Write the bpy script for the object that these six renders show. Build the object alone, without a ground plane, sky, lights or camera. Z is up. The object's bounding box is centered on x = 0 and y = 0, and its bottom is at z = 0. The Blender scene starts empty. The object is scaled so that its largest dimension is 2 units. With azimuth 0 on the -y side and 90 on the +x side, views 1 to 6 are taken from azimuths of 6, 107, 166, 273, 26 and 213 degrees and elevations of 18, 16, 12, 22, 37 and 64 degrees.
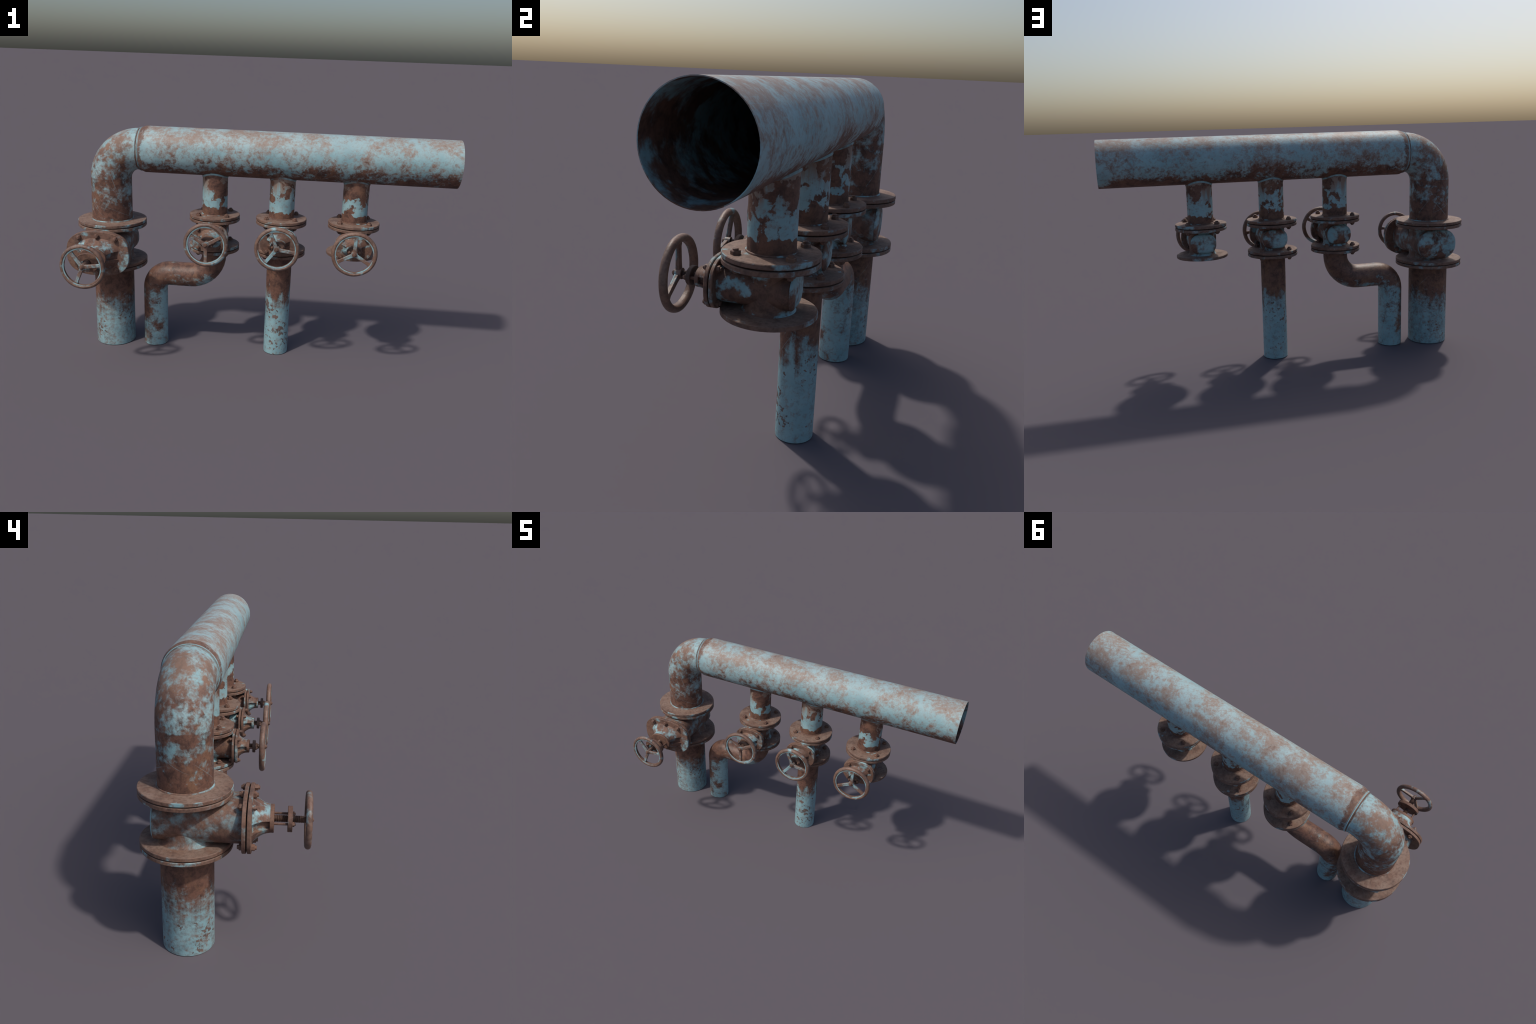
"""Weathered industrial pipe manifold: one fat header pipe with an elbow, three
branch pipes, four flanged gate valves with hand wheels, and three legs."""
import bpy, math, random
from math import sin, cos, pi, sqrt, radians
from mathutils import Vector, Matrix

AXIS_Y = 0.1557            # all pipes stand on this line
HEADER_Z = 1.1051          # height of the header axis
R_HEADER, R_BIG, R_SMALL = 0.1217, 0.1084, 0.0673
X_BIG, X_A, X_B, X_C, X_S = -0.8165, -0.2478, 0.1124, 0.4970, -0.5786

# ----------------------------------------------------------------- materials
PAINT = (0.268, 0.440, 0.475)
PAINT_PALE = (0.395, 0.495, 0.510)
PAINT_DEEP = (0.200, 0.358, 0.398)
RUST_DARK = (0.070, 0.036, 0.028)
RUST_MID = (0.165, 0.082, 0.057)
RUST_WARM = (0.235, 0.122, 0.070)
RUST_DUST = (0.248, 0.170, 0.132)
RUST_FILM = (0.290, 0.200, 0.155)


class Net:
    """Small helper to write shader networks as expressions."""

    def __init__(self, name):
        self.m = bpy.data.materials.new(name)
        self.m.use_nodes = True
        self.t = self.m.node_tree
        self.t.nodes.clear()
        self.out = self.n('ShaderNodeOutputMaterial')
        self.b = self.n('ShaderNodeBsdfPrincipled')
        self.l(self.b.outputs[0], self.out.inputs[0])

    def n(self, k):
        return self.t.nodes.new(k)

    def l(self, a, b):
        self.t.links.new(a, b)

    def put(self, sock, v):
        if isinstance(v, bpy.types.NodeSocket):
            self.l(v, sock)
        elif isinstance(v, tuple) and len(v) == 3 and sock.type == 'RGBA':
            sock.default_value = (*v, 1)
        else:
            sock.default_value = v

    def math(self, op, a, b=0.0, c=0.0, clamp=False):
        n = self.n('ShaderNodeMath')
        n.operation = op
        n.use_clamp = clamp
        for i, v in enumerate((a, b, c)):
            self.put(n.inputs[i], v)
        return n.outputs[0]

    def add(self, *v):
        r = v[0]
        for x in v[1:]:
            r = self.math('ADD', r, x)
        return r

    def mul(self, a, b):
        return self.math('MULTIPLY', a, b)

    def ramp(self, v, a, b, lo=0.0, hi=1.0, smooth=True):
        n = self.n('ShaderNodeMapRange')
        n.interpolation_type = 'SMOOTHSTEP' if smooth else 'LINEAR'
        self.put(n.inputs['Value'], v)
        for k, x in (('From Min', a), ('From Max', b), ('To Min', lo), ('To Max', hi)):
            self.put(n.inputs[k], x)
        return n.outputs['Result']

    def mix(self, f, a, b):
        n = self.n('ShaderNodeMix')
        n.data_type = 'RGBA'
        self.put(n.inputs[0], f)
        self.put(n.inputs[6], a)
        self.put(n.inputs[7], b)
        return n.outputs[2]

    def coords(self, random_shift=True):
        tc = self.n('ShaderNodeTexCoord')
        self.obj = tc.outputs['Object']
        s = self.n('ShaderNodeSeparateXYZ')
        self.l(self.obj, s.inputs[0])
        self.x, self.y, self.z = s.outputs
        if not random_shift:
            self.p = self.obj
            return
        oi = self.n('ShaderNodeObjectInfo')
        c = self.n('ShaderNodeCombineXYZ')
        self.l(self.mul(oi.outputs['Random'], 31.0), c.inputs[0])
        self.l(self.mul(oi.outputs['Random'], -17.0), c.inputs[1])
        self.l(self.mul(oi.outputs['Random'], 23.0), c.inputs[2])
        v = self.n('ShaderNodeVectorMath')
        self.l(self.obj, v.inputs[0])
        self.l(c.outputs[0], v.inputs[1])
        self.p = v.outputs[0]

    def noise(self, scale, detail=6, rough=0.6, dist=0.0, stretch=None, off=0.0):
        mp = self.n('ShaderNodeMapping')
        self.l(self.p, mp.inputs[0])
        mp.inputs['Location'].default_value = (off, off * 1.7, -off * 0.6)
        if stretch:
            mp.inputs['Scale'].default_value = stretch
        n = self.n('ShaderNodeTexNoise')
        self.l(mp.outputs[0], n.inputs['Vector'])
        n.inputs['Scale'].default_value = scale
        n.inputs['Detail'].default_value = detail
        n.inputs['Roughness'].default_value = rough
        n.inputs['Distortion'].default_value = dist
        return n.outputs['Fac']


def rust_colour(k, dust=0.0, off=0.0, warm=1.0):
    """Mottled rust: dark scale, mid brown, warm orange blooms, optional dust."""
    a = k.noise(26, 8, 0.70, 0.5, off=3.1 + off)
    b = k.noise(9, 6, 0.66, 0.8, off=8.3 + off)
    f = k.noise(80, 5, 0.65, off=1.3 + off)
    c = k.mix(k.ramp(a, 0.36, 0.58), RUST_DARK, RUST_MID)
    c = k.mix(k.mul(k.ramp(b, 0.48, 0.66), 0.60 * warm), c, RUST_WARM)
    if dust:
        d = k.ramp(k.noise(15, 8, 0.70, off=5.5 + off), 0.34, 0.62, dust * 0.25, dust)
        c = k.mix(d, c, RUST_DUST)
    c = k.mix(k.ramp(f, 0.46, 0.66, 0, 0.45), c, RUST_DARK)
    return c


def paint_colour(k, pale=0.0, off=0.0):
    a = k.noise(9, 6, 0.6, 0.5, off=2.2 + off)
    c = k.mix(k.ramp(a, 0.35, 0.66), PAINT_DEEP, PAINT)
    b = k.noise(5, 6, 0.62, off=6.6 + off)
    c = k.mix(k.ramp(b, 0.38, 0.66, 0.0, pale), c, PAINT_PALE)
    # faint brown bloom and pin specks keep the coat from looking fresh
    g = k.noise(52, 6, 0.70, 0.1, off=12.2 + off)
    c = k.mix(k.ramp(g, 0.48, 0.70, 0, 0.62), c, k.mix(0.5, RUST_FILM, RUST_MID))
    return c


def finish(k, colour, mask, rough_paint=0.58, rough_rust=0.66, bump=0.35, grain=60, spec=0.4):
    k.put(k.b.inputs['Base Color'], colour)
    k.put(k.b.inputs['Roughness'], k.ramp(mask, 0, 1, rough_rust, rough_paint, smooth=False))
    k.b.inputs['Specular IOR Level'].default_value = spec
    h = k.add(k.mul(k.noise(grain, 6, 0.62, off=4.4), 0.7), k.mul(mask, 0.25))
    bp = k.n('ShaderNodeBump')
    bp.inputs['Strength'].default_value = bump
    bp.inputs['Distance'].default_value = 0.004
    k.l(h, bp.inputs['Height'])
    k.l(bp.outputs[0], k.b.inputs['Normal'])
    return k.m


def scratches(k, seed, spots, length=0.10, width=0.0016):
    """Straight scratches: each is a thin plane cut, faded out along its length.
    spots: (point on the surface, surface normal) where a scratch is centred."""
    rng = random.Random(seed)
    total = None
    for c, nrm in spots:
        c, nrm = Vector(c), Vector(nrm).normalized()
        t = nrm.cross(Vector((rng.uniform(-1, 1), rng.uniform(-1, 1), rng.uniform(-1, 1)))).normalized()
        dot = k.n('ShaderNodeVectorMath')
        dot.operation = 'DOT_PRODUCT'
        k.l(k.obj, dot.inputs[0])
        dot.inputs[1].default_value = t
        line = k.ramp(k.math('ABSOLUTE', k.math('SUBTRACT', dot.outputs['Value'], c.dot(t))), 0.0, width, 1, 0)
        dis = k.n('ShaderNodeVectorMath')
        dis.operation = 'DISTANCE'
        k.l(k.obj, dis.inputs[0])
        dis.inputs[1].default_value = c
        ln = length * rng.uniform(0.5, 1.3)
        line = k.mul(line, k.ramp(dis.outputs['Value'], ln * 0.35, ln, rng.uniform(0.5, 1.0), 0))
        total = line if total is None else k.math('MAXIMUM', total, line)
    return k.mul(total, k.ramp(k.noise(30, 3, 0.6, off=40.0), 0.38, 0.55, 0.35, 1.0))


def spots_on_pipe(seed, n, a, b, r):
    """Random surface points with normals on a straight pipe from a to b."""
    rng = random.Random(seed)
    a, b = Vector(a), Vector(b)
    ax = (b - a).normalized()
    u = ax.orthogonal().normalized()
    v = ax.cross(u)
    out = []
    for _ in range(n):
        q = rng.uniform(0, 2 * pi)
        d = u * cos(q) + v * sin(q)
        out.append((a.lerp(b, rng.random()) + d * r, d))
    return out


def mat_header():
    k = Net('worn_header_paint')
    k.coords(False)
    zz = k.math('SUBTRACT', k.z, HEADER_Z)
    big = k.noise(7.0, 4, 0.55, 0.15, off=0.4)
    fine = k.noise(34, 9, 0.76, 0.25, off=7.7)
    hair = k.noise(62, 4, 0.6, 0.9, off=2.9)
    # brown film all over the coat, thickest on the crown
    crown = k.ramp(zz, 0.03, 0.118, 0.0, 0.035)
    flank = k.mul(k.ramp(zz, -0.06, -0.01, 0, 1), k.ramp(zz, 0.03, 0.08, 1, 0))
    m = k.add(k.mul(big, 0.85), k.mul(fine, 0.95), k.mul(hair, 0.45), crown, k.mul(flank, -0.035))
    film = k.ramp(m, 0.985, 1.30, 0.0, 0.88)
    brown = k.mix(k.ramp(zz, -0.06, 0.09), k.mix(0.25, RUST_MID, RUST_FILM), RUST_FILM)
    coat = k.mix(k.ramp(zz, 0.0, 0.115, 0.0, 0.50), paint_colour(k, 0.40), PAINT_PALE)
    c = k.mix(film, coat, brown)
    dark = k.ramp(k.add(k.mul(fine, 1.1), k.mul(big, 0.5), k.ramp(zz, -0.08, 0.08, 0.06, -0.02)), 0.86, 1.06, 0, 0.6)
    c = k.mix(dark, c, rust_colour(k, warm=0.7))
    # bare rust belly with a ragged, wispy edge
    ragged = k.add(k.mul(k.math('SUBTRACT', big, 0.5), -0.24), k.mul(k.math('SUBTRACT', fine, 0.5), -0.20),
                   k.mul(k.math('SUBTRACT', hair, 0.5), -0.08))
    h = k.add(zz, ragged, k.mul(k.ramp(k.y, AXIS_Y - 0.07, AXIS_Y + 0.07), 0.012))
    belly = k.ramp(h, -0.086, -0.034, 1, 0)
    band = k.mul(k.ramp(k.x, -0.640, -0.636, 0, 1), k.ramp(k.add(k.x, k.mul(ragged, 0.4)), -0.622, -0.602, 1, 0))
    bare = k.math('MAXIMUM', belly, k.mul(band, k.ramp(fine, 0.36, 0.5, 0.45, 0.9)))
    c = k.mix(bare, c, rust_colour(k, warm=0.8))
    sc = scratches(k, 5, spots_on_pipe(11, 18, (-0.6, AXIS_Y, HEADER_Z), (1.0, AXIS_Y, HEADER_Z), R_HEADER), 0.11)
    c = k.mix(k.mul(sc, 0.6), c, PAINT)
    return finish(k, c, k.math('SUBTRACT', 1.0, bare), 0.56, 0.66, 0.35, 70)


def mat_elbow():
    k = Net('worn_elbow_paint')
    k.coords(False)
    big = k.noise(13, 4, 0.58, 0.2, off=1.9)
    fine = k.noise(34, 8, 0.70, 0.2, off=3.7)
    m = k.add(k.mul(big, 0.95), k.mul(fine, 1.05))
    low = k.ramp(k.z, 0.74, 0.90, -0.22, 0.0)
    mid = k.mul(k.ramp(k.add(k.z, k.mul(big, -0.05)), 0.868, 0.902, 0, 1), k.ramp(k.z, 0.944, 0.952, 1, 0))
    near = k.ramp(k.x, -0.74, -0.66, -0.03, 0.15)
    up = k.ramp(k.z, 1.14, 1.21, 0.0, -0.06)
    m = k.add(m, low, k.mul(mid, -0.12), near, up)
    solid = k.ramp(m, 0.85, 1.19)
    rust = rust_colour(k, off=2.0, warm=1.2)
    rust = k.mix(k.ramp(k.z, 1.02, 1.17, 0, 0.55), rust, RUST_FILM)
    c = k.mix(solid, rust, paint_colour(k, 0.4, off=1.0))
    sc = scratches(k, 9, spots_on_pipe(13, 9, (X_BIG, AXIS_Y, 0.74), (X_BIG, AXIS_Y, 0.98), R_BIG), 0.10)
    c = k.mix(k.mul(sc, 0.65), c, PAINT)
    return finish(k, c, solid, 0.58, 0.66, 0.4, 65)


def mat_branch():
    """Crisp flaked paint, bare at the foot, run-off stain under the header."""
    k = Net('flaked_branch_paint')
    k.coords()
    flake = k.noise(28, 6, 0.58, 0.3, off=0.8)
    big = k.noise(11, 3, 0.5, 0.2, off=9.1)
    m = k.add(k.mul(flake, 0.85), k.mul(big, 0.85))
    foot = k.ramp(k.z, 0.010, 0.056, -0.40, 0.0)
    head = k.ramp(k.z, 0.135, 0.185, 0.0, -0.03)
    m = k.add(m, foot, head)
    solid = k.ramp(m, 0.785, 0.84)
    run = k.noise(34, 4, 0.6, stretch=(1, 1, 0.06), off=5.0)
    stain = k.mul(k.ramp(k.add(k.z, k.mul(run, 0.24)), 0.225, 0.315), 0.85)
    rust = rust_colour(k, off=4.0, warm=0.7)
    c = k.mix(stain, paint_colour(k, 0.2, off=4.0), k.mix(0.35, RUST_WARM, RUST_DUST))
    c = k.mix(solid, rust, c)
    return finish(k, c, solid, 0.52, 0.68, 0.4, 70)


def mat_leg(name, z_rust, fade, off, speck, run_amt, foot, x, r):
    """Bare rust under the flange, faded runs below, speckled painted foot."""
    k = Net(name)
    k.coords(False)
    run = k.noise(30, 5, 0.62, stretch=(1, 1, 0.06), off=off)
    fine = k.noise(42, 8, 0.74, 0.2, off=off + 2)
    big = k.noise(6, 4, 0.55, 0.2, off=off + 5)
    hgt = k.add(k.z, k.mul(k.math('SUBTRACT', run, 0.5), run_amt), k.mul(k.math('SUBTRACT', big, 0.5), 0.42))
    edge = k.ramp(hgt, z_rust - fade, z_rust + fade, foot, -0.30)
    m = k.add(edge, k.mul(fine, 0.85), 0.075, k.mul(k.math('SUBTRACT', big, 0.5), 0.16),
              k.mul(k.math('SUBTRACT', run, 0.5), -run_amt * 1.3))
    solid = k.ramp(m, 0.39 + speck, 0.76 + speck)
    chips = k.ramp(k.add(k.mul(k.noise(60, 3, 0.5, 0.0, off=off + 8), 0.8),
                         k.mul(k.noise(8, 2, 0.5, off=off + 12), 0.6)), 0.825, 0.86)
    solid = k.mul(solid, k.math('SUBTRACT', 1.0, k.mul(chips, 0.85)))
    rust = rust_colour(k, off=off)
    c = k.mix(solid, rust, paint_colour(k, 0.15, off=off))
    sc = scratches(k, 3, spots_on_pipe(int(off), 6, (x, AXIS_Y, 0.12), (x, AXIS_Y, 0.42), r), 0.06)
    c = k.mix(k.mul(sc, 0.5), c, PAINT)
    return finish(k, c, solid, 0.5, 0.66, 0.35, 75)


def mat_offset_pipe():
    k = Net('rusty_offset_pipe')
    k.coords(False)
    flake = k.noise(32, 9, 0.74, 0.2, off=2.8)
    big = k.noise(9, 4, 0.55, 0.2, off=6.1)
    m = k.add(k.mul(flake, 0.85), k.mul(big, 0.8))
    # the crown of the level run is bare, the drop leg keeps its paint
    run = k.ramp(k.z, 0.30, 0.40, 0.07, -0.09)
    crown = k.ramp(k.z, 0.40, 0.47, 0.0, -0.14)
    m = k.add(m, run, crown, k.mul(k.ramp(k.y, AXIS_Y - 0.06, AXIS_Y + 0.05), 0.035),
              k.ramp(k.x, -0.64, -0.575, -0.13, 0.02))
    solid = k.ramp(m, 0.74, 0.95)
    rust = rust_colour(k, off=7.0, warm=1.2)
    c = k.mix(solid, rust, paint_colour(k, 0.1, off=7.0))
    return finish(k, c, solid, 0.5, 0.52, 0.45, 55, 0.5)


def mat_cast(name, bias, off, dust=0.0, soft=0.03, scale=15.0, rough=0.66, bump=0.45):
    """Cast valve parts: mostly rust with leftover islands of paint."""
    k = Net(name)
    k.coords()
    flake = k.noise(scale, 7, 0.66, 0.2, off=off)
    big = k.noise(scale * 0.45, 3, 0.5, 0.15, off=off + 4)
    m = k.add(k.mul(flake, 0.8), k.mul(big, 0.9), bias)
    solid = k.ramp(m, 0.90 - soft, 0.90 + soft)
    rust = rust_colour(k, dust, off=off, warm=0.8)
    c = k.mix(solid, rust, paint_colour(k, 0.2, off=off))
    return finish(k, c, solid, 0.55, rough, bump, 70)


def mat_flange_rim():
    return mat_cast('flange_rim_rust', -0.09, 1.5, 0.45, 0.10, 30)


def mat_flange_face():
    return mat_cast('flange_face_dusty_rust', -0.20, 2.5, 0.95, 0.06, 26, 0.72)


def mat_wheel():
    """Hand wheel: rusty tube, paint kept in the lip and on the spoke fronts."""
    k = Net('hand_wheel_rust_and_paint')
    k.coords()
    r = k.math('SQRT', k.add(k.mul(k.x, k.x), k.mul(k.z, k.z)))
    front = k.ramp(k.y, -0.0045, -0.0015, 1, 0)
    lip = k.mul(k.mul(k.ramp(r, 0.0900, 0.0912), k.ramp(r, 0.0962, 0.0975, 1, 0)), k.ramp(k.y, -0.0105, -0.0080, 1, 0))
    inside = k.mul(k.ramp(r, 0.0855, 0.0880, 1, 0), front)
    flake = k.noise(22, 6, 0.62, 0.4, off=1.0)
    big = k.noise(8, 3, 0.5, off=2.0)
    m = k.add(k.mul(flake, 0.8), k.mul(big, 0.8), k.mul(lip, 0.22), k.mul(inside, 0.09), -0.045)
    solid = k.ramp(m, 0.80, 0.98)
    c = k.mix(solid, rust_colour(k, 0.55, off=3.0, warm=0.6), paint_colour(k, 0.25, off=3.0))
    return finish(k, c, solid, 0.5, 0.50, 0.6, 55, 0.5)


def mat_plain(name, dark, light, rough, metal=0.0):
    k = Net(name)
    k.coords()
    c = k.mix(k.ramp(k.noise(30, 6, 0.6, off=1.0), 0.35, 0.65), dark, light)
    k.b.inputs['Metallic'].default_value = metal
    return finish(k, c, k.noise(20, off=2.0), rough, rough, 0.3, 90)


M = dict(
    header=mat_header(), elbow=mat_elbow(), branch=mat_branch(), offset=mat_offset_pipe(),
    leg_big=mat_leg('leg_paint_wide', 0.300, 0.17, 3.0, 0.0, 0.12, 0.17, X_BIG, R_BIG),
    leg_small=mat_leg('leg_paint_slim', 0.350, 0.13, 6.0, -0.01, 0.26, 0.26, X_B, R_SMALL),
    rim=mat_flange_rim(), face=mat_flange_face(),
    body=mat_cast('valve_body_flaked_paint', -0.02, 5.0, 0.1, 0.06, 24),
    body_big=mat_cast('valve_body_runny_paint', -0.06, 8.0, 0.25, 0.15, 20),
    cover=mat_cast('end_cover_paint', 0.065, 26.0, 0.0, 0.10, 24),
    bonnet=mat_cast('bonnet_paint_and_rust', -0.02, 9.0, 0.25, 0.10, 24),
    plate=mat_cast('bonnet_plate_rust', -0.085, 12.0, 0.35, 0.09, 22),
    collar=mat_cast('collar_rust', -0.10, 14.0, 0.2, 0.05, 20),
    wheel=mat_wheel(),
    bolt=mat_cast('bolt_rust', -0.20, 16.0, 0.25, 0.05, 40, 0.55),
    weld=mat_cast('weld_bead_paint', 0.0, 18.0, 0.4, 0.10, 24),
    weld_rust=mat_cast('weld_bead_rust', -0.10, 19.0, 0.2, 0.05, 24),
    saddle=mat_cast('saddle_weld_paint', 0.13, 20.0, 0.2, 0.12, 18),
    stem=mat_plain('oily_stem_steel', (0.055, 0.034, 0.028), (0.13, 0.075, 0.055), 0.42, 0.35),
    gland=mat_plain('gland_dark_iron', (0.070, 0.045, 0.038), (0.14, 0.088, 0.070), 0.6),
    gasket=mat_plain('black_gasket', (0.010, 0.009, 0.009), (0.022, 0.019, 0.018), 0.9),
    inside=mat_cast('pipe_bore_paint', 0.03, 22.0, 0.0, 0.12, 20),
)


# ------------------------------------------------------------------ geometry
class Build:
    """Collects faces (with a material slot each) into one mesh."""

    def __init__(self):
        self.v, self.f, self.mi, self.sharp = [], [], [], 35

    def ring_faces(self, a, b, n, mi, closed=True):
        for i in range(n if closed else n - 1):
            j = (i + 1) % n
            self.f.append((a + i, a + j, b + j, b + i))
            self.mi.append(mi)

    def rings(self, rings, mi=0, closed=True, loop=False):
        """Skin a list of equal-length vertex rings."""
        n = len(rings[0])
        start = len(self.v)
        for r in rings:
            self.v += [tuple(p) for p in r]
        for i in range(len(rings) - 1):
            self.ring_faces(start + i * n, start + (i + 1) * n, n,
                            mi[i] if isinstance(mi, (list, tuple)) else mi, closed)
        if loop:
            i = len(rings) - 1
            self.ring_faces(start + i * n, start, n, mi[i] if isinstance(mi, (list, tuple)) else mi, closed)
        return start

    def cap(self, start, n, mi=0, flip=False):
        f = list(range(start, start + n))
        self.f.append(tuple(f[::-1] if flip else f))
        self.mi.append(mi)

    def lathe(self, prof, seg, mi=0, axis='z', loop=True, centre=(0, 0, 0)):
        """prof: (radius, height) pairs turned round an axis; loop closes it."""
        rings = []
        for r, h in prof:
            ring = []
            for i in range(seg):
                a = 2 * pi * i / seg
                p = {'z': (r * cos(a), r * sin(a), h), 'y': (r * cos(a), h, r * sin(a)),
                     'x': (h, r * cos(a), r * sin(a))}[axis]
                ring.append(Vector(p) + Vector(centre))
            rings.append(ring)
        s = self.rings(rings, mi, True, loop)
        if not loop:
            m0 = mi[0] if isinstance(mi, (list, tuple)) else mi
            m1 = mi[-1] if isinstance(mi, (list, tuple)) else mi
            self.cap(s, seg, m0, True)
            self.cap(s + (len(prof) - 1) * seg, seg, m1)

    def loft_y(self, secs, mi=0, caps=True):
        """secs: (y, [(x,z)...]) cross-sections stacked along y."""
        rings = [[(x, y, z) for x, z in pts] for y, pts in secs]
        n = len(rings[0])
        s = self.rings(rings, mi)
        if caps:
            self.cap(s, n, 0, True)
            self.cap(s + (len(rings) - 1) * n, n, 0)

    def mesh(self, name, mats, sharp=35):
        me = bpy.data.meshes.new(name)
        me.from_pydata(self.v, [], self.f)
        for m in mats:
            me.materials.append(m)
        for p, i in zip(me.polygons, self.mi):
            p.material_index = i
        import bmesh
        bm = bmesh.new()
        bm.from_mesh(me)
        bmesh.ops.recalc_face_normals(bm, faces=bm.faces)
        bm.to_mesh(me)
        bm.free()
        me.shade_smooth()
        me.set_sharp_from_angle(angle=radians(sharp))
        return me


def place(name, me, parent, loc=(0, 0, 0), rot=(0, 0, 0)):
    o = bpy.data.objects.new(name, me)
    bpy.context.scene.collection.objects.link(o)
    o.parent = parent
    o.location = loc
    o.rotation_euler = rot
    return o


def rounded_rect(w, h, r, n=9):
    """Outline of a rounded rectangle, anticlockwise, 4*n points."""
    pts = []
    for cx, cz, a0 in ((w / 2 - r, h / 2 - r, 0), (-w / 2 + r, h / 2 - r, 90),
                       (-w / 2 + r, -h / 2 + r, 180), (w / 2 - r, -h / 2 + r, 270)):
        for i in range(n):
            a = radians(a0 + 90 * i / (n - 1))
            pts.append((cx + r * cos(a), cz + r * sin(a)))
    return pts


def superellipse(w, h, n=2.6, count=48):
    """Full-cornered oval outline, anticlockwise."""
    pts = []
    for i in range(count):
        a = 2 * pi * i / count
        c, q = cos(a), sin(a)
        pts.append((math.copysign(abs(c) ** (2 / n), c) * w / 2, math.copysign(abs(q) ** (2 / n), q) * h / 2))
    return pts


def wobble(p, amp, f=9.0):
    """Tiny hand-worn unevenness so edges are not machine straight."""
    x, y, z = p
    d = sin(f * x * 7 + 1.3) * cos(f * y * 5 + z * f * 6) + 0.6 * sin(f * 13 * z + f * 9 * x + y * 31)
    return d * amp


def sweep(path, radius, seg, wall=0.003):
    """Hollow pipe along a path that stays in one xz plane. radius: number or list."""
    outer, inner = [], []
    n = len(path)
    for i, p in enumerate(path):
        a, b = Vector(path[max(0, i - 1)]), Vector(path[min(n - 1, i + 1)])
        t = (b - a).normalized()
        if 0 < i < n - 1:
            t1 = (Vector(p) - a).normalized()
            t2 = (b - Vector(p)).normalized()
            t = (t1 + t2).normalized()
        side = Vector((0, 1, 0))
        up = side.cross(t).normalized()
        r = radius[i] if isinstance(radius, (list, tuple)) else radius
        ro, ri = [], []
        for k in range(seg):
            q = 2 * pi * k / seg
            d = side * cos(q) + up * sin(q)
            ro.append(Vector(p) + d * r)
            ri.append(Vector(p) + d * (r - wall))
        outer.append(ro)
        inner.append(ri)
    b = Build()
    m = len(outer)
    rings = outer + inner[::-1]
    b.rings(rings, [0] * (m - 1) + [0] + [1] * (m - 1) + [0], True, True)
    return b


def arc(cx, cz, r, a0, a1, n):
    return [(cx + r * cos(radians(a0 + (a1 - a0) * i / n)), AXIS_Y,
             cz + r * sin(radians(a0 + (a1 - a0) * i / n))) for i in range(n + 1)]


def torus(r, t, seg=40, m=8, squash=1.0):
    b = Build()
    prof = [(r + t * cos(2 * pi * i / m), t * squash * sin(2 * pi * i / m)) for i in range(m)]
    b.lathe(prof, seg)
    return b


# --------------------------------------------------------------- the manifold
root = bpy.data.objects.new('pipe_manifold', None)
bpy.context.scene.collection.objects.link(root)
root['label'] = 'rusty pale blue pipe manifold with four wheel valves'
root['category'] = 'pipes'

# header: straight run with a short reducing cone toward the elbow
X_CONE0, X_CONE1 = -0.653, -0.620
hx = [X_CONE0, X_CONE1, X_CONE1 + 0.006] + [X_CONE1 + (1.0 - X_CONE1) * i / 10 for i in range(1, 11)]
hr = [R_BIG + 0.0004, R_HEADER - 0.0004, R_HEADER] + [R_HEADER] * 10
header = place('header_pipe', sweep([(x, AXIS_Y, HEADER_Z) for x in hx], hr, 56, 0.0022).mesh(
    'header_pipe', [M['header'], M['inside']]), root)

# elbow and riser in one piece, from the upper big flange to the header
BEND = 0.163
path = [(X_BIG, AXIS_Y, 0.700), (X_BIG, AXIS_Y, 0.80), (X_BIG, AXIS_Y, 0.90)]
path += arc(X_BIG + BEND, HEADER_Z - BEND, BEND, 180, 90, 14)
path += [(X_CONE0 + 0.0015, AXIS_Y, HEADER_Z)]
elbow = place('elbow_pipe', sweep(path, R_BIG, 48, 0.0025).mesh('elbow_pipe', [M['elbow'], M['inside']]), root)
# double weld ridge with a rusty groove between
for dx, rr_ in ((-0.0020, 0.0), (0.0100, 0.0040)):
    place('weld_ridge', torus(R_BIG + 0.0001 + rr_, 0.0028, 56, 8).mesh('weld_ridge', [M['saddle']], 60), elbow,
          (X_CONE0 + dx, AXIS_Y, HEADER_Z), (0, pi / 2, 0))
place('weld_groove', torus(R_BIG + 0.0006, 0.0030, 56, 8).mesh('weld_groove', [M['weld_rust']], 60), elbow,
      (X_CONE0 + 0.0036, AXIS_Y, HEADER_Z), (0, pi / 2, 0))
place('weld_bead', torus(R_BIG + 0.0012, 0.0045).mesh('weld_bead_foot', [M['weld']]), elbow,
      (X_BIG, AXIS_Y, 0.588 + 0.0935 + 2 * 0.0165 + 0.0042 + 0.0005))

# branch pipes saddle onto the header belly
Z_MATE = 0.677 + 0.0665 + 2 * 0.0150 + 0.0042            # top of the small mating flanges


def branch_mesh():
    b = Build()
    seg = 40
    foot = -0.004
    ro, ri = [], []
    levels = 8

    def top(a, r):
        return HEADER_Z - Z_MATE - sqrt(R_HEADER ** 2 - (r * sin(a)) ** 2) + 0.0015
    for l in range(levels + 1):
        o_, i_ = [], []
        for k in range(seg):
            a = 2 * pi * k / seg
            for ring, r in ((o_, R_SMALL), (i_, R_SMALL - 0.003)):
                z = foot + (top(a, r) - foot) * l / levels
                ring.append((r * cos(a), r * sin(a), z))
        ro.append(o_)
        ri.append(i_)
    b.rings(ro + ri[::-1], 0, True, True)
    return b.mesh('branch_pipe', [M['branch']])


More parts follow.
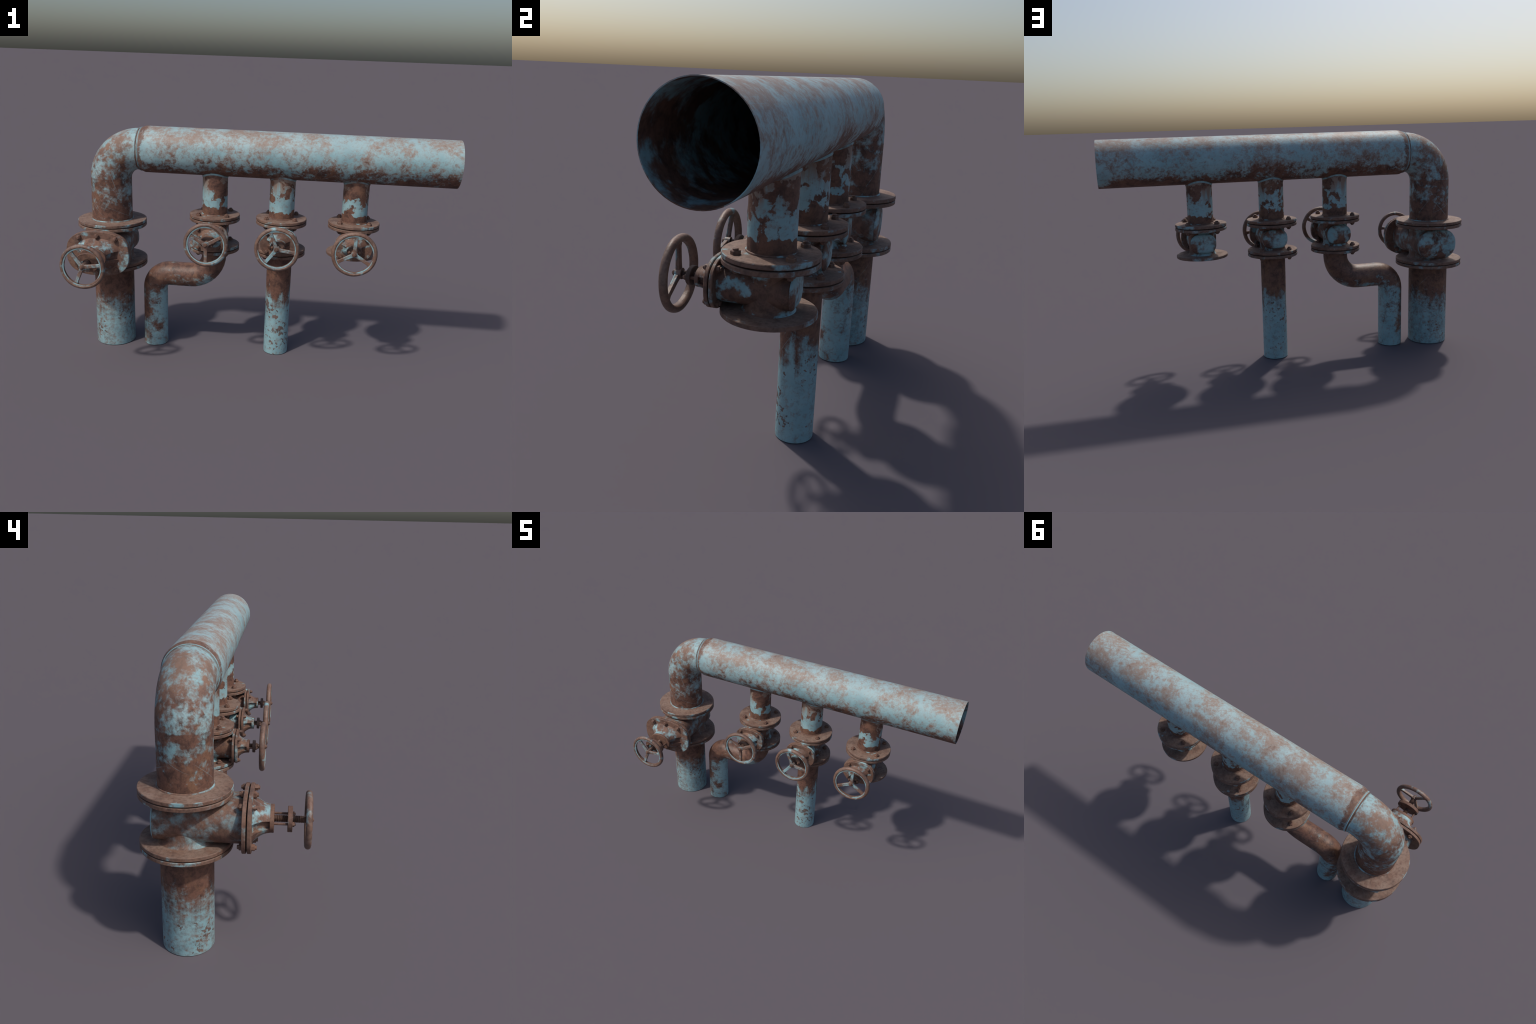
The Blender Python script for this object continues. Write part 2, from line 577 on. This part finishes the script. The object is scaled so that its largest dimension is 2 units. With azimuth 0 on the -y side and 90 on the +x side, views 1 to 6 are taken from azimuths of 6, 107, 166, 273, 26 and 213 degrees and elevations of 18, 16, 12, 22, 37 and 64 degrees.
def saddle_mesh():
    """Weld bead that follows the saddle line between branch and header."""
    b = Build()
    rings = []
    for k in range(48):
        a = 2 * pi * k / 48
        r = R_SMALL
        z = HEADER_Z - Z_MATE - sqrt(R_HEADER ** 2 - (r * sin(a)) ** 2)
        ring = []
        for j in range(8):
            q = 2 * pi * j / 8
            rr = r + 0.0026 * cos(q)
            ring.append((rr * cos(a), rr * sin(a), z - 0.003 + 0.0058 * sin(q)))
        rings.append(ring)
    b.rings(rings, 0, True, True)
    return b.mesh('saddle_weld', [M['saddle']], 60)


BR, SADDLE = branch_mesh(), saddle_mesh()
FOOT_WELD = torus(R_SMALL + 0.0008, 0.0036).mesh('weld_bead_branch', [M['weld_rust']])


def flange_mesh(name, r, t, bore):
    """Round plate from z=0 to z=t with softened rims."""
    b = Build()
    c = 0.0022
    prof = [(bore, 0), (r - c, 0), (r, c), (r, t - c), (r - c, t), (bore, t)]
    rings = []
    seg = 64
    for ri, h in prof:
        ring = []
        for i in range(seg):
            a = 2 * pi * i / seg
            p = Vector((ri * cos(a), ri * sin(a), h))
            if ri > bore:
                ri2 = ri + wobble(p, 0.00035)
                p = Vector((ri2 * cos(a), ri2 * sin(a), h + wobble(p, 0.0002, 11)))
            ring.append(p)
        rings.append(ring)
    b.rings(rings, [0, 0, 0, 0, 1, 0], True, True)
    return b.mesh(name, [M['rim'], M['face']], 30)


def disc_mesh(name, r, t, mat, bore):
    b = Build()
    b.lathe([(bore, 0), (r, 0), (r, t), (bore, t)], 48)
    return b.mesh(name, [mat])


def bolt_mesh(name, grip, hexr=0.0128, nut=0.0105, stud=0.0072, tip=0.006):
    """Through-bolt along z: nuts above z=0 and below z=-grip, stud tips out."""
    b = Build()
    for s, z0 in ((1, 0.0), (-1, -grip)):
        secs = []
        for r, h in ((hexr, -0.0004), (hexr, nut * 0.82), (hexr * 0.88, nut), (stud, nut)):
            secs.append([(r * cos(pi / 3 * i + .3), r * sin(pi / 3 * i + .3), z0 + s * h) for i in range(6)])
        st = b.rings(secs, 0)
        b.cap(st, 6, 0, s > 0)
        b.cap(st + 18, 6, 0, s < 0)
        secs = []
        for r, h in ((stud, nut - 0.001), (stud, nut + tip * 0.75), (stud * 0.78, nut + tip)):
            secs.append([(r * cos(pi / 6 * i), r * sin(pi / 6 * i), z0 + s * h) for i in range(12)])
        st = b.rings(secs, 0)
        b.cap(st + 24, 12, 0, s < 0)
    return b.mesh(name, [M['bolt']], 30)


SMALL = dict(
    zc=0.677, pipe=R_SMALL, fl_r=0.1353, fl_t=0.0150, gap=0.0042, fl_up=0.0665, fl_lo=0.0640,
    body=(0.135, 0.101, 0.044), body_front=(0.135, 0.102, 0.045), body_dz=-0.001, cap=0.072, dome=0.010, front=-0.1317,
    plate=(0.192, 0.146), plate_t=0.0108, plate_gap=0.0034,
    base=(0.128, 0.100), collar=(0.080, 0.058), collar_y=(-0.1957, -0.2077),
    gland=(0.074, 0.055), gland_y=(-0.2227, -0.2357), stem=0.0105, stud_x=0.025, stud_r=0.0042,
    wheel_y=-0.2697, bolts=[(x, z) for x in (-0.060, 0.060) for z in (-0.049, 0.049)], flange_bolts=True)
BIG = dict(
    zc=0.588, pipe=R_BIG, fl_r=0.1844, fl_t=0.0165, gap=0.0042, fl_up=0.0935, fl_lo=0.0915,
    body=(0.226, 0.162, 0.074), body_front=(0.238, 0.168, 0.078), body_dz=-0.001, cap=0.114, dome=0.012, front=-0.2265,
    plate=(0.332, 0.236), plate_t=0.0155, plate_gap=0.0046,
    base=(0.235, 0.172), collar=(0.142, 0.104), collar_y=(-0.327, -0.343),
    gland=(0.127, 0.095), gland_y=(-0.395, -0.4137), stem=0.0145, stud_x=0.047, stud_r=0.0050,
    wheel_y=-0.475, bolts=[(x, z) for x in (-0.096, 0.096) for z in (-0.080, 0.086)] + [(0, 0.096), (0, -0.096)],
    flange_bolts=False)


def body_mesh(d, name, mat):
    """Barrel of rounded-rectangle section along y, with a neck up and down."""
    b = Build()
    w, h, r = d['body']
    w2, h2, r2 = d['body_front']
    dz = d['body_dz']

    def sec(w, h, r):
        return [(x, z + dz) for x, z in rounded_rect(w, h, r, 11)]
    secs = []
    for k, dy in ((0.55, 1.0), (0.80, 0.80), (0.93, 0.52), (0.985, 0.22), (1.0, 0.0)):
        secs.append((d['cap'] + d['dome'] * dy, sec(w * k, h * k, r * k)))
    e = 0.0035                                   # shallow seam behind the end cover
    secs.append((d['cap'] - 0.002, sec(w - e, h - e, r - e / 2)))
    secs.append((d['cap'] - 0.005, sec(w, h, r)))
    y0, y1 = d['cap'] - 0.008, d['front']
    for i in range(1, 9):
        t = i / 8
        k = min(1.0, max(0.0, (t - 0.15) / 0.7))
        secs.append((y0 + (y1 - y0) * t, sec(w + (w2 - w) * k, h + (h2 - h) * k, r + (r2 - r) * k)))
    b.loft_y(secs, [1] * 4 + [0] * (len(secs) - 5))
    for q in range(len(b.f) - 2, len(b.f)):
        b.mi[q] = 1
    R, zu, zl = d['pipe'], d['fl_up'] + 0.001, -d['fl_lo'] - 0.001
    f = 0.010 * R / R_SMALL
    prof = [(R + f, zu), (R + f * 0.35, zu - f * 0.35), (R + f * 0.06, zu - f), (R, zu - f * 1.4),
            (R, zl + f * 1.4), (R + f * 0.06, zl + f), (R + f * 0.35, zl + f * 0.35), (R + f, zl),
            (R - 0.012, zl), (R - 0.012, zu)]
    b.lathe(prof, 40)
    return b.mesh(name, [mat, M['cover']], 40)


def plate_mesh(d, name):
    """Bonnet plate, y from 0 to -t."""
    b = Build()
    w, h = d['plate']
    t = d['plate_t']
    c = 0.0018
    sec = lambda k: superellipse(w - 2 * k, h - 2 * k, 2.6, 56)
    b.loft_y([(0, sec(c)), (-c, sec(0)), (-t + c, sec(0)), (-t, sec(c))])
    return b.mesh(name, [M['plate']], 30)


def bonnet_mesh(d, name):
    """Flared yoke: upper and lower shells with an open slot on either side."""
    b = Build()
    y0 = d['front'] - 2 * d['plate_t'] - d['plate_gap'] + 0.001
    y1 = d['collar_y'][0] - 0.001
    (w0, h0), (w1, h1) = d['base'], d['collar']
    secs = []
    steps = 10
    for i in range(steps + 1):
        t = i / steps
        k = (1 - t) ** 1.9
        a = (w1 * 0.96 + (w0 - w1 * 0.96) * k) / 2
        c = (h1 * 0.98 + (h0 - h1 * 0.98) * k) / 2
        s = 0.105 * h0 * (1 - 0.25 * t)          # half height of the slot
        inner = max(w1 * 0.30, a * 0.74)
        pts = []
        for sgn in (1, -1):
            th0 = math.asin(min(0.95, s / c))
            for j in range(15):
                th = th0 + (pi - 2 * th0) * j / 14
                x = math.copysign(abs(cos(th)) ** 0.85, cos(th)) * a
                zz = abs(sin(th)) ** 0.85 * c
                pts.append((sgn * x, sgn * max(zz, s)))
            pts.append((-sgn * inner, sgn * s))
            pts.append((-sgn * inner, -sgn * s))
        secs.append((y0 + (y1 - y0) * t, pts))
    b.loft_y(secs)
    return b.mesh(name, [M['bonnet']], 32)


def oval_disc(name, w, h, y0, y1, mat, c=0.0015):
    b = Build()

    def sec(k):
        return [((w / 2 - k) * cos(2 * pi * i / 40), (h / 2 - k) * sin(2 * pi * i / 40)) for i in range(40)]
    s = 1 if y1 > y0 else -1
    b.loft_y([(y0, sec(c)), (y0 + s * c, sec(0)), (y1 - s * c, sec(0)), (y1, sec(c))])
    return b.mesh(name, [mat], 30)


def stem_mesh(d, name):
    """Threaded spindle between bonnet and wheel, drawn as fine ridges."""
    b = Build()
    y0, y1 = d['collar_y'][1] + 0.002, d['wheel_y'] + 0.004
    n = int(abs(y1 - y0) / 0.0032)
    prof = []
    for i in range(n + 1):
        y = y0 + (y1 - y0) * i / n
        prof.append((d['stem'] * (1.0 if i % 2 else 0.86), y))
    b.lathe(prof, 20, axis='y', loop=False)
    # gland bush in front of the gland plate
    g = d['gland_y'][1]
    b.lathe([(d['stem'] * 1.35, g + 0.002), (d['stem'] * 1.35, g - 0.008), (d['stem'] * 1.05, g - 0.010)],
            20, axis='y', loop=False)
    return b.mesh(name, [M['stem']], 30)


def stud_mesh(d, name):
    """Gland stud from collar through the gland plate, with its nut."""
    b = Build()
    y0, y1 = d['collar_y'][1] + 0.002, d['gland_y'][1] - 0.012
    b.lathe([(d['stud_r'], y0), (d['stud_r'], y1 + .001), (d['stud_r'] * .7, y1)], 12, axis='y', loop=False)
    g = d['gland_y'][1]
    h = d['stud_r'] * 1.9
    b.lathe([(h, g + 0.001), (h, g - 0.006), (h * 0.85, g - 0.0075)], 6, axis='y', loop=False)
    return b.mesh(name, [M['bolt']], 30)


def wheel_mesh():
    """Hand wheel in the xz plane, front toward -y: rim with a step lip, spokes, hub."""
    b = Build()
    R, tr, ty = 0.1028, 0.0115, 0.0127
    prof = []
    for i in range(22):                          # round tube, notched at the inner front
        a = 2 * pi * i / 22
        prof.append((R + tr * cos(a), ty * sin(a)))
    prof = [p for p in prof if not (p[0] < R - 0.0035 and p[1] < -0.001)]
    # insert the step: tube front -> groove -> lip -> inner wall
    out = []
    for p in prof:
        out.append(p)
    k = max(range(len(out)), key=lambda i: (out[i][1] > -0.0035 and out[i][0] < R - 0.004, -out[i][1] if out[i][0] < R - 0.004 else -9))
    lip = [(R - tr * 1.0, -0.0040), (R - 0.0118, -0.0098), (R - 0.0062, -0.0112), (R - 0.0058, -0.0096), (R - 0.0042, -0.0104)]
    out = out[:k + 1] + lip + out[k + 1:]
    rings = []
    seg = 56
    for r, y in out:
        rings.append([Vector((r * cos(2 * pi * i / seg), y, r * sin(2 * pi * i / seg))) for i in range(seg)])
    for ring in rings:
        for i, p in enumerate(ring):
            ring[i] = p + Vector((p.x, 0, p.z)).normalized() * wobble(p, 0.0006, 5)
    b.rings(rings, 0, True, True)
    for s in range(3):                           # flat tapering spokes
        rot = Matrix.Rotation(-2 * pi * s / 3, 3, 'Y')
        rr = []
        for d_, w, y0, y1 in ((0.004, 0.0100, -0.0085, 0.0060), (0.030, 0.0090, -0.0080, 0.0050),
                              (0.080, 0.0080, -0.0080, 0.0050), (0.090, 0.0098, -0.0092, 0.0060), (0.097, 0.0105, -0.0092, 0.0060)):
            c = 0.0016
            pts = [(-w + c, y0), (w - c, y0), (w, y0 + c), (w, y1 - c), (w - c, y1), (-w + c, y1), (-w, y1 - c), (-w, y0 + c)]
            rr.append([rot @ Vector((d_, y, z)) for z, y in pts])
        st = b.rings(rr, 0)
        b.cap(st, 8, 0, True)
        b.cap(st + 32, 8)
    b.lathe([(0.0165, 0.010), (0.0165, -0.006), (0.0150, -0.0095)], 24, axis='y', loop=False)
    return b.mesh('hand_wheel', [M['wheel']], 38)


def hub_nut_mesh():
    b = Build()
    b.lathe([(0.0118, -0.0090), (0.0118, -0.0125), (0.0105, -0.0140)], 20, axis='y', loop=False)
    b.lathe([(0.0085, -0.0130), (0.0085, -0.0175), (0.0075, -0.0190)], 6, axis='y', loop=False)
    b.lathe([(0.0050, -0.0180), (0.0050, -0.0205), (0.0042, -0.0212)], 12, axis='y', loop=False)
    return b.mesh('hub_nut', [M['bolt']], 30)


WHEEL, HUB = wheel_mesh(), hub_nut_mesh()
FLANGE_BOLT = bolt_mesh('flange_bolt', 2 * SMALL['fl_t'] + SMALL['gap'], 0.0140, 0.0112, 0.0082, 0.0062)


def valve_kit(d, tag, body_mat):
    pb = 2 * d['plate_t'] + d['plate_gap']
    k = 1.0 if tag == 'small' else 1.42
    return dict(
        body=body_mesh(d, 'valve_body_' + tag, body_mat),
        plate=plate_mesh(d, 'bonnet_plate_' + tag), bonnet=bonnet_mesh(d, 'bonnet_' + tag),
        seal=oval_disc('bonnet_gasket_' + tag, d['plate'][0] * 0.94, d['plate'][1] * 0.94, 0.001,
                       -d['plate_gap'] - 0.001, M['gasket'], 0.0004),
        collar=oval_disc('collar_' + tag, *d['collar'], d['collar_y'][0], d['collar_y'][1], M['collar']),
        gland=oval_disc('gland_plate_' + tag, *d['gland'], d['gland_y'][0], d['gland_y'][1],
                        M['gland'] if tag == 'small' else M['collar']),
        stem=stem_mesh(d, 'valve_stem_' + tag), stud=stud_mesh(d, 'gland_stud_' + tag),
        flange=flange_mesh('flange_' + tag, d['fl_r'], d['fl_t'], d['pipe'] - 0.008),
        gasket=disc_mesh('gasket_' + tag, d['fl_r'] - 0.018, d['gap'] + 0.001, M['gasket'], d['pipe'] - 0.008),
        bolt=bolt_mesh('bonnet_bolt_' + tag, pb, 0.0095 * k, 0.0092 * k, 0.0058 * k, 0.0048 * k))


KIT_S, KIT_B = valve_kit(SMALL, 'small', M['body']), valve_kit(BIG, 'big', M['body_big'])


def valve(d, kit, x, wheel_turn, mate_low=True):
    """Gate valve with its centre on the pipe axis; everything else is its child."""
    v = place('gate_valve', kit['body'], root, (x, AXIS_Y, d['zc']))
    t, g, zi, zl = d['fl_t'], d['gap'], d['fl_up'], d['fl_lo']
    place('flange', kit['flange'], v, (0, 0, zi))
    place('flange', kit['flange'], v, (0, 0, zi + t + g), (0, 0, 0.7))
    place('gasket', kit['gasket'], v, (0, 0, zi + t - 0.0005))
    place('flange', kit['flange'], v, (0, 0, -zl - t), (0, 0, 1.9))
    if mate_low:
        place('flange', kit['flange'], v, (0, 0, -zl - 2 * t - g), (0, 0, 2.6))
        place('gasket', kit['gasket'], v, (0, 0, -zl - t - g - 0.0005))
    if d['flange_bolts']:
        rb = 0.1062
        for i in range(4):
            a = pi / 4 + i * pi / 2
            place('flange_bolt', FLANGE_BOLT, v, (rb * cos(a), rb * sin(a), zi + 2 * t + g), (0, 0, i * 1.1 + x))
            if mate_low:
                place('flange_bolt', FLANGE_BOLT, v, (rb * cos(a), rb * sin(a), -zl), (0, 0, i * 0.8 + x))
    pt, pg, fy = d['plate_t'], d['plate_gap'], d['front']
    place('bonnet_plate', kit['plate'], v, (0, fy, 0))
    place('bonnet_plate', kit['plate'], v, (0, fy - pt - pg, 0))
    place('gasket', kit['seal'], v, (0, fy - pt, 0))
    for i, (bx, bz) in enumerate(d['bolts']):
        place('bonnet_bolt', kit['bolt'], v, (bx, fy - 2 * pt - pg, bz), (pi / 2, i * 0.5, 0))
    place('bonnet', kit['bonnet'], v)
    place('collar', kit['collar'], v)
    place('gland_plate', kit['gland'], v)
    place('valve_stem', kit['stem'], v)
    for s in (-1, 1):
        place('gland_stud', kit['stud'], v, (s * d['stud_x'], 0, 0))
    place('hand_wheel', WHEEL, v, (0, d['wheel_y'], 0), (0, -radians(wheel_turn), 0))
    place('hub_nut', HUB, v, (0, d['wheel_y'], 0))
    return v


valve(BIG, KIT_B, X_BIG, 8)
valve(SMALL, KIT_S, X_A, 30)
valve(SMALL, KIT_S, X_B, 352)
valve(SMALL, KIT_S, X_C, 88, mate_low=False)

for x in (X_A, X_B, X_C):
    o = place('branch_pipe', BR, root, (x, AXIS_Y, Z_MATE))
    place('saddle_weld', SADDLE, o)
    place('weld_bead', FOOT_WELD, o, (0, 0, 0.0015))


def leg(name, x, r, top, mat):
    path = [(x, AXIS_Y, top * i / 8) for i in range(9)]
    return place(name, sweep(path, r, 40, 0.003).mesh(name, [mat, M['inside']]), root)


leg('support_leg', X_BIG, R_BIG, 0.470, M['leg_big'])
leg('support_leg', X_B, R_SMALL, 0.588, M['leg_small'])

# offset pipe: two bends from the first valve to its own foot
Z_RUN, B1, B2 = 0.418, 0.128, 0.084
path = [(X_A, AXIS_Y, 0.588), (X_A, AXIS_Y, 0.567)]
path += arc(X_A - B1, Z_RUN + B1, B1, 0, -90, 10)
path += arc(X_S + B2, Z_RUN - B2, B2, 90, 180, 10)
path += [(X_S, AXIS_Y, 0.25), (X_S, AXIS_Y, 0.12), (X_S, AXIS_Y, 0.0)]
place('offset_pipe', sweep(path, 0.0668, 40, 0.003).mesh('offset_pipe', [M['offset'], M['inside']]), root)
